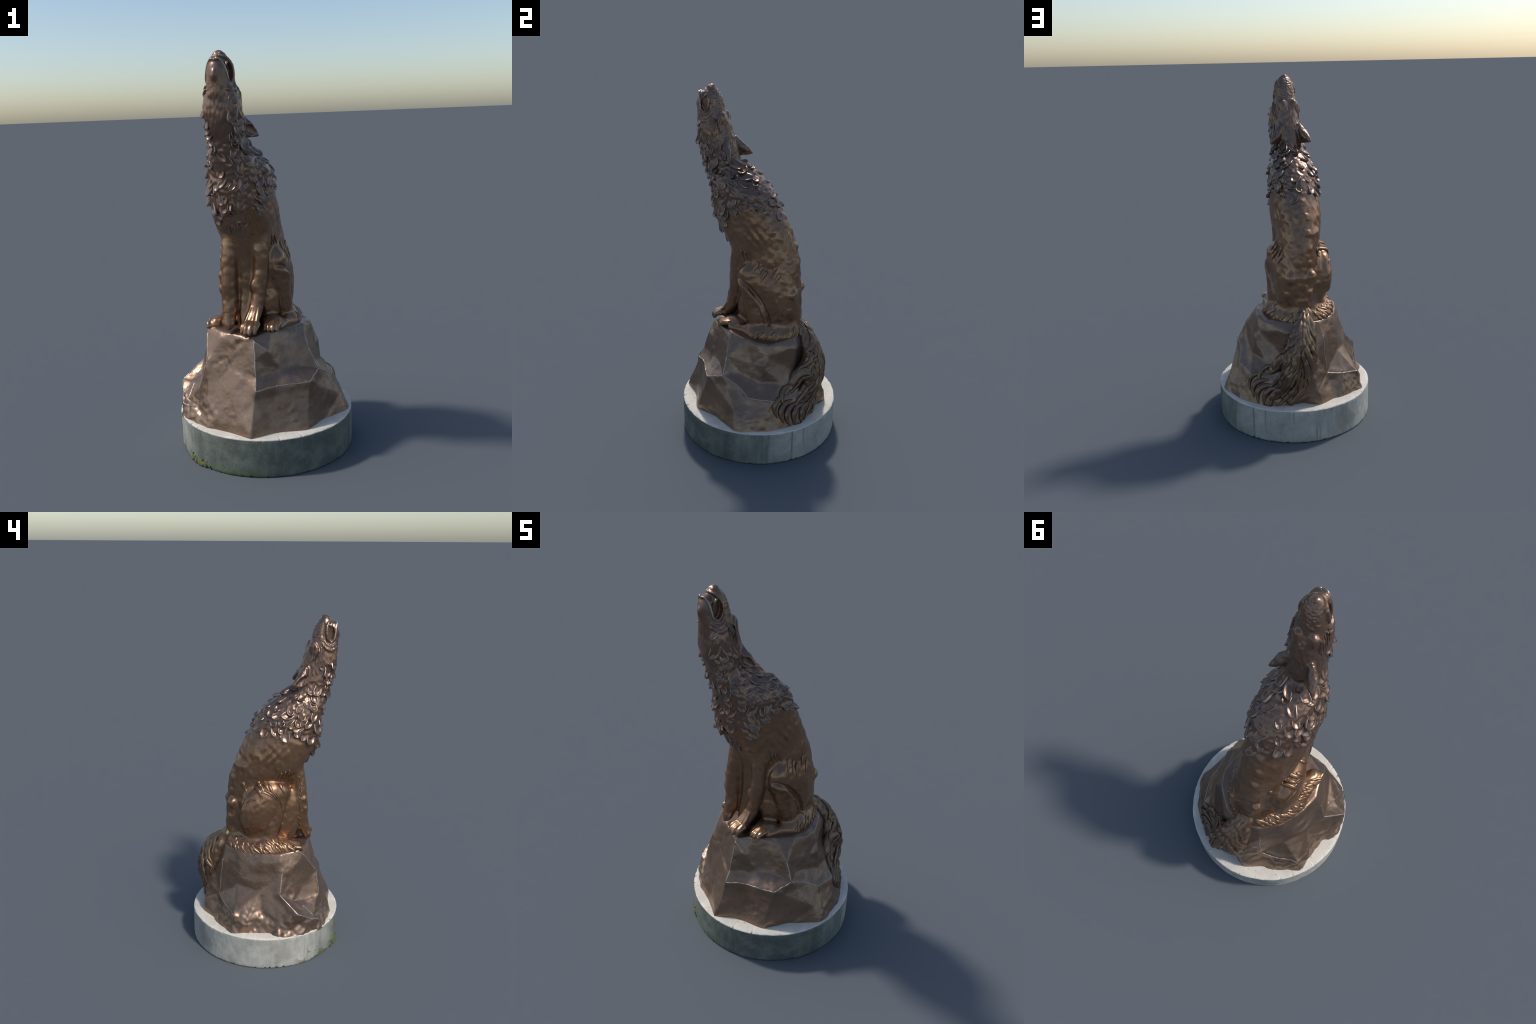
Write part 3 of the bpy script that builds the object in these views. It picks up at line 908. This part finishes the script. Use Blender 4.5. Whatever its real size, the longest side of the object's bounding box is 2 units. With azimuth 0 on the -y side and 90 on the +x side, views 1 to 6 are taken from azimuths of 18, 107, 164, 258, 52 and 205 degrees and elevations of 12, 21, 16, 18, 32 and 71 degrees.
# curling tips that fall on the plinth and against the rock
ground_tree = BVHTree.FromPolygons([v.co.copy() for o in (rock, tail) for v in o.data.vertices],
                                   [tuple(i + k for i in p.vertices) for o, k in ((rock, 0), (tail, len(rock.data.vertices))) for p in o.data.polygons])
for deg, z1, turn in ((28, .27, -5), (33, .235, -5), (38, .21, -5), (44, .20, -4), (50, .20, -3), (57, .20, 3), (36, .32, -5), (66, .21, 3)):
    ctrl = []
    for j in range(6):
        u = j / 5
        a = math.radians(deg + 16 * (1 - u) ** 1.3 + turn * math.sin(u * 4.4))
        ctrl.append((math.cos(a) * .46, math.sin(a) * .46, z1 + .12 * (1 - u) + .012 * math.sin(u * 6)))
    strand("tail_strand", tail, tail_bronze, ground_tree, ctrl, lambda p: Vector((p.x, p.y, .12)), rng.uniform(.013, .018), 22, .2, .7, .1)

# ------------------------------------------------------------------ tufts elsewhere on the body
left, right = Vector((1, -.1, 0)), Vector((-1, -.1, 0))
for s, o in ((1, left), (-1, right)):
    m = lambda x: BODY_MID + s * x
    leg = parts[7] if s > 0 else parts[8]
    # pointed tufts where thigh meets flank
    for j in range(8):
        if rng.random() < .12:
            continue
        y = -.050 + .026 * j + rng.uniform(-.010, .010)
        zt = 1.070 - .004 * j + rng.uniform(-.022, .018)
        strand("hair_tuft", leg, hide_bronze, body_tree, [(m(.2), y + .012, zt), (m(.2), y + .004, zt - .028), (m(.2), y - .010, zt - .066)], o, .0115, 14, .15, .6, .06)
    # long hair under the elbow and along the belly line
    for j in range(3):
        y = -.10 + .022 * j
        strand("hair_tuft", leg, hide_bronze, body_tree, [(m(.2), y, 1.135 - .01 * j), (m(.2), y + .006, 1.10), (m(.2), y + .022, 1.06)], o, .006, 10, .3, .7, .08)
    # shank edge
    strand("hair_tuft", leg, hide_bronze, body_tree, [(m(.25), -.075, .80), (m(.25), -.06, .74), (m(.25), -.04, .695)], o, .006, 12, .2, .7, .1)
# wavy hair on the right foreleg and right thigh
for j in range(9):
    zt = 1.08 - .042 * j
    strand("hair_tuft", parts[6], hide_bronze, body_tree, [(-.3, -.172 - .012 * (j % 3), zt), (-.3, -.188 - .008 * (j % 2), zt - .022), (-.3, -.184, zt - .045), (-.3, -.205, zt - .07)], right, .0065, 14, .0, .6, .08)
for j in range(7):
    a = .25 + j * .30
    pts = [(-.35, .03 + .115 * math.cos(a + t) * (1 - .15 * t), .915 + .12 * math.sin(a + t) * .9 - .05 * t) for t in (0, .35, .7, 1.0)]
    strand("hair_tuft", parts[8], hide_bronze, body_tree, pts, right, .006, 14, .1, .5, .1)
# shaggy hem spreading from the haunches over the rock
hem_l = [(.05, .21), (.106, .165), (.14, .085), (.152, .01)]
hem_r = [(-.045, .215), (-.12, .165), (-.18, .07), (-.20, -.04), (-.215, -.11)]
for hem, leg, count, size in ((hem_l, parts[7], 16, .8), (hem_r, parts[8], 50, 1.0)):
    path = spline(hem, 200)
    for k in range(count):
        i = int((k + rng.uniform(-.6, 1.6)) / count * 199) % 200
        c, t = path[i], path[min(199, i + 1)] - path[max(0, i - 1)]
        o = Vector((t[1], -t[0], 0)).normalized()
        if o.dot(Vector((c[0], c[1], 0))) < 0:
            o = -o
        along = Vector((-o.y, o.x, 0)) * rng.uniform(.55, 1.15) * (1 if leg is parts[8] else -1)
        tier = rng.uniform(0, 1)
        ctrl = []
        reach = rng.uniform(.012, .035)
        for j in range(6):
            u = j / 5
            r = -.015 + .045 * tier + reach * u
            ctrl.append(Vector((c[0], c[1], .70 - .045 * tier - .045 * u)) + o * r + along * (.055 * (u - .4) * size + .006 * math.sin(u * 6 + k)))
        strand("hair_tuft", leg, hide_bronze, body_tree, ctrl, (o + Vector((0, 0, rng.uniform(.3, 1.0)))), rng.uniform(.007, .0125) * size, 16, .05, .6, .08)
# brows and whisker beds
for s in (1, -1):
    for j in range(5):
        y = -.252 + .012 * j
        strand("brow_hair", head, head_bronze, body_tree, [(MID + s * .2, y - .004, 1.845 - .006 * j), (MID + s * .2, y, 1.815 - .008 * j), (MID + s * .2, y + .004, 1.775 - .012 * j)], Vector((s, .35, 0)), .0042, 12, .3, .7, .12)
    m = lambda x: MID + s * x
    p = [Vector((m(.040), -.326, 1.950)), Vector((m(.040), -.336, 1.942)), Vector((m(.040), -.347, 1.926))]
    for lip in ([(.050, -.337, 1.848), (.0625, -.319, 1.868), (.0640, -.309, 1.90), (.056, -.3125, 1.94), (.033, -.333, 1.969), (.006, -.347, 1.977)],
                [(.050, -.337, 1.848), (.0535, -.3555, 1.868), (.0490, -.364, 1.90), (.0405, -.3695, 1.930), (.023, -.379, 1.957), (.006, -.385, 1.960)]):
        q = [Vector((m(a), b, c)) for a, b, c in spline(lip, 30)]
        rim = [(v - Vector((MID, -.33, v.z - .004))).normalized() for v in q]
        new_object("lip", strand_mesh("lip", q, rim, [.0046 * min(1, .5 + min(i, 29 - i) / 4) for i in range(30)], 1.0), head, pale_bronze)
    new_object("tooth", strand_mesh("tooth", p, [Vector((s, 0, 0))] * 3, [.0075, .0055, .001], 1.0), head, pale_bronze)
    ball("eye", (m(.0665), -.267, 1.803), (.0055, .0065, .0085), head, head_bronze)
# curls down the middle of the breast
for j in range(10):
    zt = 1.235 - .012 * j
    xx = BODY_MID - .01 + rng.uniform(-.05, .05) * (1 - j * .06) - .01
    w = rng.choice((-1, 1)) * .012
    strand("hair_tuft", torso, mane_bronze, body_tree, [(xx, -.5, zt), (xx + w, -.5, zt - .025), (xx - w * .3, -.5, zt - .05), (xx + w, -.5, zt - .075)], Vector((0, -1, 0)), .0085, 16, .35, .7, .12)
